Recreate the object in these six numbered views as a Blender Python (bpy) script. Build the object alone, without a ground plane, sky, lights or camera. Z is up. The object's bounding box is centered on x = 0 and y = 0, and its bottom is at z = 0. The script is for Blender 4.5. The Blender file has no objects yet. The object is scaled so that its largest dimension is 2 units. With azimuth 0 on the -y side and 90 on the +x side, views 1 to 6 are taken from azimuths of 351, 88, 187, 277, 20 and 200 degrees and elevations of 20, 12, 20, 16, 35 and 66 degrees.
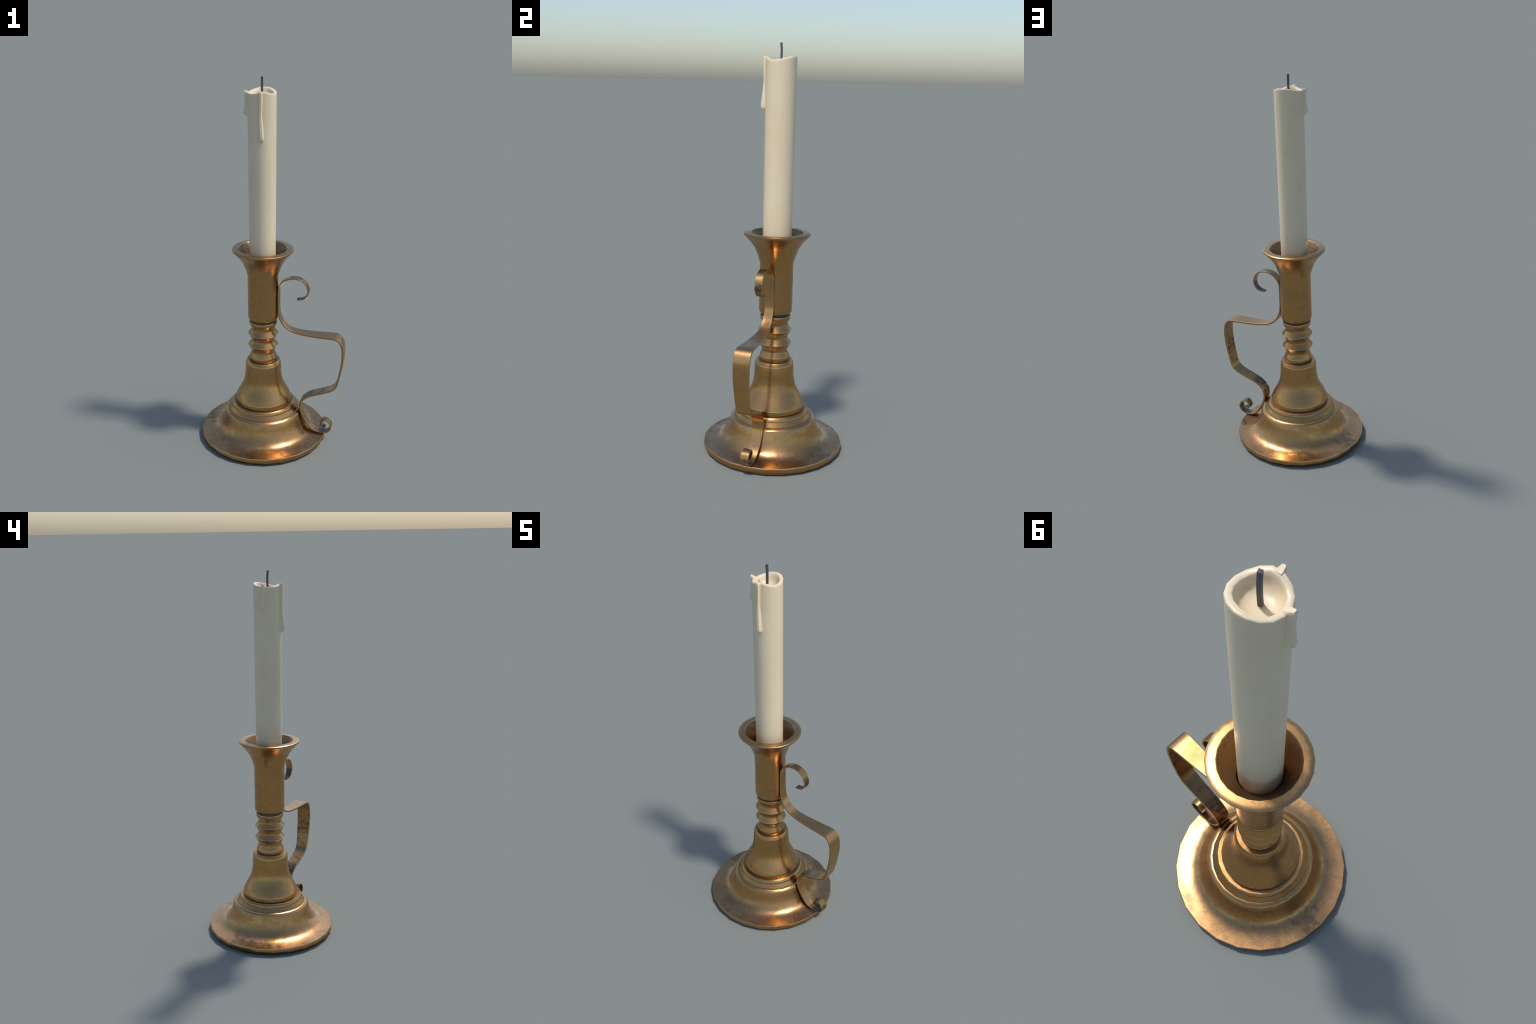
"""Brass chamberstick (candlestick with a strap handle) holding a white wax candle."""
import bpy, math, random
from mathutils import Vector

random.seed(7)
AXIS = Vector((-0.0405, 0.0, 0.0))          # turning axis of the brass parts
CANDLE_AXIS = Vector((-0.043, 0.0, 0.0))    # the candle stands a touch off centre


# ------------------------------------------------------------------ node helpers
class Graph:
    def __init__(self, name):
        self.mat = bpy.data.materials.new(name)
        self.mat.use_nodes = True
        self.t = self.mat.node_tree
        self.t.nodes.clear()
        self.out = self.node("ShaderNodeOutputMaterial")
        self.bsdf = self.node("ShaderNodeBsdfPrincipled")
        self.link(self.bsdf.outputs[0], self.out.inputs[0])
        self.coord = self.node("ShaderNodeTexCoord").outputs["Object"]

    def node(self, kind, **kw):
        n = self.t.nodes.new(kind)
        for k, v in kw.items():
            setattr(n, k, v)
        return n

    def link(self, a, b):
        self.t.links.new(a, b)

    def put(self, socket, value):
        if hasattr(value, "is_linked") or hasattr(value, "links"):
            self.link(value, socket)
        else:
            socket.default_value = value

    def mapped(self, scale=(1, 1, 1), loc=(0, 0, 0), src=None):
        m = self.node("ShaderNodeMapping")
        self.link(src or self.coord, m.inputs[0])
        m.inputs["Location"].default_value = loc
        m.inputs["Scale"].default_value = scale
        return m.outputs[0]

    def noise(self, scale, detail=4, rough=0.55, vec=None, distortion=0.0):
        n = self.node("ShaderNodeTexNoise")
        self.link(vec or self.coord, n.inputs["Vector"])
        n.inputs["Scale"].default_value = scale
        n.inputs["Detail"].default_value = detail
        n.inputs["Roughness"].default_value = rough
        n.inputs["Distortion"].default_value = distortion
        return n.outputs["Fac"]

    def ramp(self, fac, lo, hi, a=0.0, b=1.0):
        n = self.node("ShaderNodeMapRange", clamp=True, interpolation_type="SMOOTHSTEP")
        self.put(n.inputs[0], fac)
        for i, v in enumerate((lo, hi, a, b)):
            n.inputs[1 + i].default_value = v
        return n.outputs[0]

    def math(self, op, a, b=0.0):
        n = self.node("ShaderNodeMath", operation=op)
        self.put(n.inputs[0], a)
        self.put(n.inputs[1], b)
        return n.outputs[0]

    def mix(self, fac, a, b):
        n = self.node("ShaderNodeMix", data_type="RGBA")
        self.put(n.inputs[0], fac)
        for s, v in ((n.inputs[6], a), (n.inputs[7], b)):
            if isinstance(v, tuple):
                s.default_value = (*v, 1.0)
            else:
                self.link(v, s)
        return n.outputs[2]

    def bump(self, height, strength, distance):
        n = self.node("ShaderNodeBump")
        n.inputs["Strength"].default_value = strength
        n.inputs["Distance"].default_value = distance
        self.link(height, n.inputs["Height"])
        self.link(n.outputs[0], self.bsdf.inputs["Normal"])


def brass(name, base, warm, dull, tarnish=0.5, rough=(0.30, 0.46), speck=1.0, streak=0.0, relief=0.10, wear_from=None, spread=0.0):
    """Aged brass: copper-warm clouds, grey-green tarnish smudges, fine dark pitting."""
    g = Graph(name)
    clouds = g.noise(8.0, 5, 0.62, distortion=0.5)
    smear = g.noise(6.0, 7, 0.68, g.mapped((1, 1, 2.0), (3.1, 0.4, 1.7)), 0.5)
    blots = g.noise(26.0, 5, 0.65, g.mapped((1, 1, 1.6), (0.7, 5.2, 2.6)), 0.3)
    grain = g.noise(230.0, 3, 0.6)
    pits = g.noise(130.0, 3, 0.6, g.mapped(loc=(5.0, 2.0, 8.0)))
    col = g.mix(g.ramp(clouds, 0.44, 0.66), base, warm)
    mask = g.math("ADD", smear, g.math("MULTIPLY", g.math("SUBTRACT", blots, 0.5), 0.55))
    tarn = g.math("MULTIPLY", g.ramp(mask, 0.47 - spread, 0.62 - spread), tarnish)
    handled = 1.0
    if wear_from:
        # only the flat, often handled part of the dish (beyond this radius) is smudged
        flat = g.node("ShaderNodeVectorMath", operation="MULTIPLY")
        g.link(g.coord, flat.inputs[0])
        flat.inputs[1].default_value = (1, 1, 0)
        size = g.node("ShaderNodeVectorMath", operation="LENGTH")
        g.link(flat.outputs[0], size.inputs[0])
        handled = g.ramp(g.math("ADD", size.outputs["Value"], g.math("MULTIPLY", blots, 0.05)), *wear_from, 0.25, 1.0)
        tarn = g.math("MULTIPLY", tarn, handled)
        col = g.mix(handled, (0.500, 0.281, 0.106), col)
    col = g.mix(tarn, col, dull)
    if streak:
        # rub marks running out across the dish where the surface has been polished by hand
        ray = g.node("ShaderNodeVectorMath", operation="NORMALIZE")
        g.link(flat.outputs[0], ray.inputs[0])
        swirl = g.node("ShaderNodeVectorMath", operation="MULTIPLY_ADD")
        g.link(g.coord, swirl.inputs[0])
        swirl.inputs[1].default_value = (2.2, 2.2, 4.0)
        g.link(ray.outputs[0], swirl.inputs[2])
        rub = g.noise(9.0, 6, 0.72, swirl.outputs[0], 0.25)
        col = g.mix(g.math("MULTIPLY", g.ramp(rub, 0.52, 0.66, 0.0, streak), handled), col, warm)
    pit = g.math("MULTIPLY", g.ramp(pits, 0.62, 0.72), 0.55 * speck)
    col = g.mix(pit, col, tuple(c * 0.4 for c in dull))
    col = g.mix(g.ramp(grain, 0.35, 0.75, 0.0, 0.22 * speck), col, tuple(c * 0.55 for c in base))
    g.link(col, g.bsdf.inputs["Base Color"])
    g.bsdf.inputs["Metallic"].default_value = 1.0
    r = g.ramp(mask, 0.35, 0.68, rough[0], rough[1])
    r = g.math("ADD", r, g.ramp(grain, 0.3, 0.8, -0.03, 0.06))
    g.link(r, g.bsdf.inputs["Roughness"])
    if relief:
        g.bump(g.math("ADD", g.math("MULTIPLY", clouds, 0.5), g.math("MULTIPLY", grain, 0.10)), relief, 0.004)
    return g.mat


BRASS = brass("aged_brass", (0.500, 0.281, 0.106), (0.525, 0.272, 0.102), (0.36, 0.220, 0.105), 0.45, (0.25, 0.36), 1.1, relief=0.06)
BRASS_FLANGE = brass("smudged_brass", (0.54, 0.310, 0.130), (0.66, 0.355, 0.160), (0.245, 0.165, 0.095), 0.85,
                     (0.22, 0.42), 1.1, streak=0.55, wear_from=(0.255, 0.305), spread=0.025)
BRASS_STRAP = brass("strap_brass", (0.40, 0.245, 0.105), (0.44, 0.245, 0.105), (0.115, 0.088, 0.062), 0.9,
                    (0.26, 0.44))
BRASS_EDGE = brass("worn_brass_edge", (0.64, 0.415, 0.200), (0.67, 0.40, 0.19), (0.48, 0.32, 0.17), 0.5,
                   (0.22, 0.34), 0.2, relief=0.0)
BRASS_CREASE = brass("shaded_crease_brass", (0.34, 0.210, 0.10), (0.38, 0.20, 0.09), (0.20, 0.15, 0.10), 0.6,
                     (0.36, 0.50))  # shade in the creases, put into the base colour
BRASS_INSIDE = brass("dark_inside_brass", (0.32, 0.195, 0.095), (0.36, 0.195, 0.088), (0.17, 0.125, 0.085), 0.8,
                     (0.36, 0.52))  # darker, rougher brass for the inside of the mouth
BRASS_GROOVE = brass("dark_groove_brass", (0.15, 0.105, 0.065), (0.17, 0.105, 0.06), (0.09, 0.075, 0.06), 0.6,
                   (0.42, 0.56))  # darkest brass, for the narrow groove under the socket
CURL_INSIDE = brass("shaded_curl_brass", (0.19, 0.150, 0.125), (0.23, 0.155, 0.105), (0.11, 0.092, 0.085), 0.6,
                    (0.34, 0.46))  # shade inside the curls, painted as a dark colour
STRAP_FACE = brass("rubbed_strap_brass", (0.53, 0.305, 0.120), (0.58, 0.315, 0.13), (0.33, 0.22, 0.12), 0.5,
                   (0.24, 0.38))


def wax_material():
    g = Graph("candle_wax")
    clouds = g.noise(7.0, 4, 0.55, g.mapped((1, 1, 0.5)))
    stain = g.noise(16.0, 5, 0.6, g.mapped((1, 1, 0.7), (2.0, 7.0, 1.0)), 0.6)
    col = g.mix(g.ramp(clouds, 0.35, 0.7), (0.765, 0.645, 0.445), (0.735, 0.60, 0.395))
    col = g.mix(g.ramp(stain, 0.66, 0.72, 0.0, 0.35), col, (0.62, 0.51, 0.33))
    g.link(col, g.bsdf.inputs["Base Color"])
    g.bsdf.inputs["Roughness"].default_value = 0.36
    g.bsdf.inputs["Specular IOR Level"].default_value = 0.45
    g.bsdf.inputs["Subsurface Weight"].default_value = 0.0
    g.bsdf.inputs["Subsurface Radius"].default_value = (0.02, 0.012, 0.006)
    g.bsdf.inputs["Subsurface Scale"].default_value = 0.5
    scratch = g.noise(90.0, 3, 0.6, g.mapped((1, 1, 0.6)))
    patch = g.ramp(g.noise(6.0, 2, 0.5, g.mapped(loc=(9, 1, 4))), 0.55, 0.68)
    g.bump(g.math("MULTIPLY", scratch, patch), 0.22, 0.003)
    return g.mat


def wick_material():
    g = Graph("charred_wick")
    z = g.node("ShaderNodeSeparateXYZ")
    g.link(g.coord, z.inputs[0])
    col = g.mix(g.ramp(z.outputs[2], 0.0, 0.06), (0.085, 0.075, 0.065), (0.075, 0.078, 0.092))
    fibre = g.noise(300.0, 2, 0.5, g.mapped((1, 1, 0.2)))
    col = g.mix(g.ramp(fibre, 0.4, 0.8, 0, 0.4), col, (0.04, 0.04, 0.045))
    g.link(col, g.bsdf.inputs["Base Color"])
    g.bsdf.inputs["Roughness"].default_value = 0.7
    return g.mat


WAX, WICK = wax_material(), wick_material()


# ------------------------------------------------------------------ mesh helpers
def make_object(name, verts, faces, mats, face_mats=None, parent=None, sharp=38.0, origin=Vector()):
    me = bpy.data.meshes.new(name)
    me.from_pydata([tuple(Vector(v) - origin) for v in verts], [], faces)
    for m in mats:
        me.materials.append(m)
    if face_mats:
        me.polygons.foreach_set("material_index", face_mats)
    me.polygons.foreach_set("use_smooth", [True] * len(faces))
    me.update()
    me.set_sharp_from_angle(angle=math.radians(sharp))
    ob = bpy.data.objects.new(name, me)
    bpy.context.scene.collection.objects.link(ob)
    ob.location = origin
    if parent:
        ob.parent = parent
        ob.location = origin - parent.location
    return ob


def lathe(name, profile, mats, parent, segments=24, turn=7.5):
    """Turn a profile of (radius, height, material of the band above it) about AXIS."""
    verts, faces, fm, rings = [], [], [], []
    for r, z, _ in profile:
        if r < 1e-6:
            rings.append([len(verts)])
            verts.append(AXIS + Vector((0, 0, z)))
            continue
        rings.append(list(range(len(verts), len(verts) + segments)))
        for i in range(segments):
            a = math.radians(turn + 360.0 * i / segments)
            verts.append(AXIS + Vector((r * math.cos(a), r * math.sin(a), z)))
    for k in range(len(profile) - 1):
        lo, hi, m = rings[k], rings[k + 1], profile[k][2]
        for i in range(segments):
            j = (i + 1) % segments
            if len(lo) == 1:
                faces.append((lo[0], hi[j], hi[i]))
            elif len(hi) == 1:
                faces.append((lo[i], lo[j], hi[0]))
            else:
                faces.append((lo[i], lo[j], hi[j], hi[i]))
            fm.append(m)
    return make_object(name, verts, faces, mats, fm, parent, origin=AXIS.copy())


def empty(name, loc, label, category):
    e = bpy.data.objects.new(name, None)
    bpy.context.scene.collection.objects.link(e)
    e.location = loc
    e["label"], e["category"] = label, category
    return e


def smooth_curve(points, per_span):
    """Catmull-Rom through the control points (tuples of any length)."""
    out = []
    n = len(points)
    for i in range(n - 1):
        p0, p1, p2, p3 = (points[max(0, i - 1)], points[i], points[i + 1], points[min(n - 1, i + 2)])
        for s in range(per_span):
            t = s / per_span
            out.append(tuple(
                0.5 * (2 * b + (c - a) * t + (2 * a - 5 * b + 4 * c - d) * t * t + (3 * b - a - 3 * c + d) * t ** 3)
                for a, b, c, d in zip(p0, p1, p2, p3)))
    out.append(tuple(points[-1]))
    return out


# ------------------------------------------------------------------ candlestick
stick = empty("candlestick", AXIS, "aged brass chamberstick with turned stem and curled strap handle",
              "candle holder")
# body, flange, worn edge, crease with painted shade, darker inside of the mouth, near-black
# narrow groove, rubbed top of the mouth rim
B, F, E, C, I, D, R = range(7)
MATS = [BRASS, BRASS_FLANGE, BRASS_EDGE, BRASS_CREASE, BRASS_INSIDE, BRASS_GROOVE, STRAP_FACE]



def dish_sweep(steps=13):
    """Concave sweep of the dish, from the flat outer lip up to the steep foot of the rings."""
    out = []
    for k in range(1, steps):
        u = 1.0 - (k / steps) ** 0.75
        r = 0.2110 + 0.1365 * u
        out.append((r, 0.0388 + 0.1252 * (0.86 * (1.0 - u) ** 5.6 + 0.14 * (1.0 - u) ** 1.7), F))
    return out


lathe("base", [
    (0.0, 0.004, C), (0.325, 0.0, C), (0.338, 0.003, C), (0.3492, 0.0180, B), (0.3492, 0.0350, E), (0.3470, 0.0388, F)]
    + dish_sweep() + [(0.2110, 0.1640, E),
    (0.2095, 0.1665, B), (0.2010, 0.1725, E), (0.1985, 0.1740, B), (0.1920, 0.1745, C), (0.1900, 0.1785, B),
    (0.1770, 0.1952, C), (0.1760, 0.1975, B), (0.1762, 0.2040, E), (0.1748, 0.2065, B), (0.1695, 0.2143, E),
    (0.1675, 0.2160, B), (0.1560, 0.2163, C), (0.1500, 0.2163, C), (0.0, 0.2163, C)], MATS, stick)

lathe("stem", [
    (0.0, 0.2150, C), (0.1500, 0.2150, C), (0.1538, 0.2180, B), (0.1542, 0.2390, E), (0.1530, 0.2425, B),
    (0.1415, 0.2670, B), (0.1278, 0.2925, B), (0.1170, 0.3140, B), (0.1085, 0.3340, B),
    (0.1025, 0.3640, B), (0.0992, 0.3950, B), (0.0973, 0.4465, E), (0.0963, 0.4495, B), (0.0900, 0.4640, E),
    (0.0880, 0.4662, B), (0.0770, 0.4664, C), (0.0735, 0.4664, C), (0.0, 0.4664, C)],
    MATS, stick)

lathe("knop", [
    (0.0, 0.4650, C), (0.0735, 0.4650, C), (0.0748, 0.4680, B), (0.0750, 0.4870, E), (0.0740, 0.4900, B),
    (0.0655, 0.5095, B), (0.0637, 0.5140, B), (0.0632, 0.5240, B), (0.0808, 0.5520, E), (0.0823, 0.5545, E),
    (0.0810, 0.5572, B), (0.0650, 0.5770, B), (0.0632, 0.5810, B), (0.0632, 0.5910, B), (0.0808, 0.6187, E),
    (0.0823, 0.6212, E), (0.0810, 0.6240, B), (0.0645, 0.6450, B), (0.0630, 0.6490, B), (0.0632, 0.6570, B),
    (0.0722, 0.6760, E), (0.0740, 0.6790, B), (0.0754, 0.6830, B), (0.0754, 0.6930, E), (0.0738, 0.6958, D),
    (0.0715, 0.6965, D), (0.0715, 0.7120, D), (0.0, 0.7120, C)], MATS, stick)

lathe("socket", [
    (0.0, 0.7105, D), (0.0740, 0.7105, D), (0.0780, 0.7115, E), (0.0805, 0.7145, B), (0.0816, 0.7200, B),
    (0.0820, 0.7350, B), (0.0821, 0.8200, B), (0.0822, 0.9000, B), (0.0824, 0.9610, B),
    (0.0945, 0.9985, B), (0.1080, 1.0330, B), (0.1310, 1.0650, B), (0.1605, 1.0965, B), (0.1640, 1.0995, B),
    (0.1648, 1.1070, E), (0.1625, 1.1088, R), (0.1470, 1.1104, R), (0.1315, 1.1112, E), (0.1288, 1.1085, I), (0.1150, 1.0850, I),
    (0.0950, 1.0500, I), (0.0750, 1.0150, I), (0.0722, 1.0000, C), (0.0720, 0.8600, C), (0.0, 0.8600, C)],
    MATS, stick)


def strap_handle():
    """One flat strap: curl, run down the socket, out to a square grip, back to the base, curl."""
    phi = math.radians(-21.8)
    out = Vector((math.cos(phi), math.sin(phi), 0))
    side = Vector((-math.sin(phi), math.cos(phi), 0))
    # (distance from axis, height, strap width)
    path = [(.1862, .8362, .0275), (.2060, .8380, .030), (.2238, .8445, .032), (.2375, .8565, .033), (.2458, .8750, .034),
            (.2462, .8950, .035), (.2380, .9190, .036), (.2230, .9390, .037), (.2020, .9510, .038), (.1790, .9555, .039),
            (.1560, .9540, .040), (.1350, .9475, .040), (.1165, .9370, .041), (.1015, .9215, .041), (.0915, .9030, .041),
            (.0872, .8840, .041), (.0868, .8300, .041), (.0870, .7800, .042), (.0893, .7490, .043), (.0960, .7230, .044),
            (.1100, .6955, .046), (.1300, .6730, .048), (.1560, .6560, .051), (.1850, .6475, .054), (.2200, .6425, .058),
            (.2700, .6385, .064), (.3250, .6368, .070), (.3720, .6363, .075), (.4010, .6345, .078), (.4190, .6260, .080),
            (.4310, .6095, .080), (.4385, .5880, .079), (.4420, .5600, .078), (.4420, .5250, .077), (.4375, .4780, .075),
            (.4290, .4280, .072), (.4195, .3830, .069), (.4125, .3560, .067), (.3985, .3325, .066), (.3720, .3155, .065),
            (.3380, .3015, .064), (.2950, .2860, .062), (.2620, .2720, .060), (.2370, .2550, .059), (.2200, .2350, .058),
            (.2125, .2100, .057), (.2130, .1830, .056), (.2200, .1570, .054), (.2320, .1300, .052), (.2480, .1010, .049),
            (.2710, 0.0720, .046), (.2930, 0.0560, .043), (.3170, 0.0480, .041), (.3410, 0.0460, .040), (.3640, 0.0525, .040),
            (.3800, 0.0660, .040), (.3855, 0.0830, .040), (.3830, 0.0990, .040), (.3740, 0.1140, .039), (.3600, 0.1235, .038),
            (.3460, 0.1245, .037), (.3340, 0.1190, .036), (.3262, 0.1080, .035), (.3240, 0.0950, .034), (.3285, 0.0840, .032),
            (.3400, 0.0775, .031), (.3560, 0.0790, .030)]
    line = smooth_curve(path, 2)
    verts, faces, fm = [], [], []
    n = len(line)
    for i, (s, z, w) in enumerate(line):
        a, b = line[max(0, i - 1)], line[min(n - 1, i + 1)]
        t = Vector((b[0] - a[0], b[1] - a[1])).normalized()
        nrm = Vector((-t.y, t.x))
        hw = w * 0.52
        half_t = 0.0028 + 0.0026 * max(0.0, min(1.0, (w - 0.026) / 0.035))
        ch = half_t * 0.32
        section = [(hw - ch, half_t), (-hw + ch, half_t), (-hw, half_t - ch), (-hw, -half_t + ch),
                   (-hw + ch, -half_t), (hw - ch, -half_t), (hw, -half_t + ch), (hw, half_t - ch)]
        for wy, th in section:
            verts.append(AXIS + out * (s + nrm.x * th) + side * wy + Vector((0, 0, z + nrm.y * th)))
    m = 8
    for i in range(n - 1):
        for k in range(m):
            l = (k + 1) % m
            faces.append((i * m + k, i * m + l, (i + 1) * m + l, (i + 1) * m + k))
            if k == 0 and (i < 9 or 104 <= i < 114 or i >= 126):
                fm.append(4)          # shade painted into the insides of the two curls
            else:
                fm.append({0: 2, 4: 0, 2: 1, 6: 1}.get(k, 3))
    faces.append(tuple(range(m - 1, -1, -1)))
    faces.append(tuple((n - 1) * m + k for k in range(m)))
    fm += [0, 0]
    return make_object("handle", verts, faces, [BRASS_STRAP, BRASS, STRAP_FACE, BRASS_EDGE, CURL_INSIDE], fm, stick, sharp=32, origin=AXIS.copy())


strap_handle()

# ------------------------------------------------------------------ candle
CB = 0.8605
candle = empty("candle", CANDLE_AXIS + Vector((0, 0, CB)), "ivory wax taper candle with drips and burnt wick", "candle")
SEG = 16
BODY_AXIS = CANDLE_AXIS + Vector((0.0010, 0, 0))
# height of the burnt rim round the candle, from +x counter-clockwise in 22.5 degree steps
RIM = [1.9255, 1.9318, 1.9390, 1.9402, 1.9390, 1.9330, 1.9275, 1.9240,
       1.9215, 1.9210, 1.9235, 1.9320, 1.9350, 1.9270, 1.9203, 1.9210]
POOL = 1.8862


def candle_body():
    rows = []      # each row: function(rim height) -> (radius, height)
    for r, z in ((0.060, CB), (0.0685, CB + 0.004), (0.0703, 1.02), (0.0706, 1.16), (0.0718, 1.40), (0.0727, 1.65), (0.0731, 1.80)):
        rows.append(lambda h, r=r, z=z: (r, z))
    for r, dz in ((0.0733, -0.010), (0.0733, -0.0018), (0.0718, 0.0002), (0.0665, 0.0006), (0.0590, -0.0002), (0.0562, -0.0024)):
        rows.append(lambda h, r=r, dz=dz: (r, h + dz))
    for r, k in ((0.0538, 0.74), (0.0490, 0.42), (0.0415, 0.18), (0.0310, 0.05), (0.0180, 0.0)):
        rows.append(lambda h, r=r, k=k: (r, POOL + (h - 0.004 - POOL) * k))
    verts, faces = [], []
    for row in rows:
        for i in range(SEG):
            a = 2 * math.pi * i / SEG
            r, z = row(RIM[i])
            verts.append(BODY_AXIS + Vector((r * math.cos(a), r * math.sin(a), z)))
    for k in range(len(rows) - 1):
        for i in range(SEG):
            j = (i + 1) % SEG
            faces.append((k * SEG + i, k * SEG + j, (k + 1) * SEG + j, (k + 1) * SEG + i))
    verts.append(CANDLE_AXIS + Vector((0, 0, CB)))
    verts.append(CANDLE_AXIS + Vector((0, 0, POOL)))
    last = (len(rows) - 1) * SEG
    for i in range(SEG):
        j = (i + 1) % SEG
        faces.append((j, i, len(verts) - 2))
        faces.append((last + i, last + j, len(verts) - 1))
    return make_object("wax_body", verts, faces, [WAX], None, candle, sharp=80, origin=candle.location.copy())


def wax_drip(sections):
    """A run of wax: sections (height, angle, half width, inner radius, outer radius, inner drop)."""
    shape = [(-1.35, 0.0), (-1.25, 0.30), (-1.0, 0.62), (-0.70, 0.96), (0.0, 1.0), (0.70, 0.96), (1.0, 0.62), (1.25, 0.30), (1.35, 0.0)]
    verts, faces = [], []
    m = len(shape)
    for z, ang, hw, r0, r1, drop in sections:
        a = math.radians(ang)
        d, t = Vector((math.cos(a), math.sin(a), 0)), Vector((-math.sin(a), math.cos(a), 0))
        for x, y in shape:
            verts.append(CANDLE_AXIS + d * (r0 + (r1 - r0) * y) + t * (x * hw) + Vector((0, 0, z - drop * (1 - y))))
    for i in range(len(sections) - 1):
        for k in range(m):
            l = (k + 1) % m
            faces.append((i * m + l, i * m + k, (i + 1) * m + k, (i + 1) * m + l))
    faces.append(tuple(range(m)))
    faces.append(tuple((len(sections) - 1) * m + k for k in range(m - 1, -1, -1)))
    return make_object("wax_drip", verts, faces, [WAX], None, candle, sharp=55, origin=candle.location.copy())


candle_body()
wax_drip([(1.9372, -104.0, 0.0065, .0610, .0850, .0022), (1.9352, -104.0, 0.0077, .0610, .0862, .0030), (1.9250, -104.0, 0.0077, .066, .0860, 0),
          (1.8900, -104.0, 0.0076, .066, .0855, 0), (1.8500, -104.5, 0.0074, .066, .0848, 0), (1.8220, -105.5, 0.0070, .066, .0844, 0),
          (1.7900, -104.0, 0.0077, .066, .0864, 0), (1.7500, -102.0, 0.0086, .066, .0898, 0), (1.7150, -101.0, 0.0094, .066, .0934, 0),
          (1.7040, -101.0, 0.0094, .066, .0934, 0), (1.6960, -101.0, 0.0088, .066, .0890, 0), (1.6870, -101.5, 0.0072, .066, .0740, 0)])
wax_drip([(1.9355, 170.5, 0.0066, .0590, .0850, .0105), (1.9330, 170.5, 0.0088, .0585, .0872, .0120), (1.9200, 170.5, 0.0091, .066, .0876, 0),
          (1.9000, 170.0, 0.0084, .066, .0866, 0), (1.8850, 169.5, 0.0082, .066, .0864, 0), (1.8600, 168.5, 0.0086, .066, .0890, 0),
          (1.8280, 167.5, 0.0092, .066, .0936, 0), (1.8190, 167.5, 0.0092, .066, .0936, 0), (1.8080, 167.5, 0.0084, .066, .0790, 0),
          (1.8050, 167.5, 0.0071, .066, .0710, 0)])


def wick():
    path = [(-.0426, -.0046, 1.884), (-.0422, -.0026, 1.905), (-.0420, -.0010, 1.935), (-.0420, -.0004, 1.964), (-.0423, -.0033, 2.0)]
    h = 0.0052
    base = Vector(path[0])
    verts, faces = [], []
    for p in path:
        for x, y in ((-h, -h), (h, -h), (h, h), (-h, h)):
            verts.append(Vector(p) + Vector((x, y, 0)))
    for i in range(len(path) - 1):
        for k in range(4):
            l = (k + 1) % 4
            faces.append((i * 4 + k, i * 4 + l, i * 4 + 4 + l, i * 4 + 4 + k))
    faces.append((3, 2, 1, 0))
    e = (len(path) - 1) * 4
    faces.append((e, e + 1, e + 2, e + 3))
    return make_object("wick", verts, faces, [WICK], None, candle, sharp=40, origin=base)


wick()
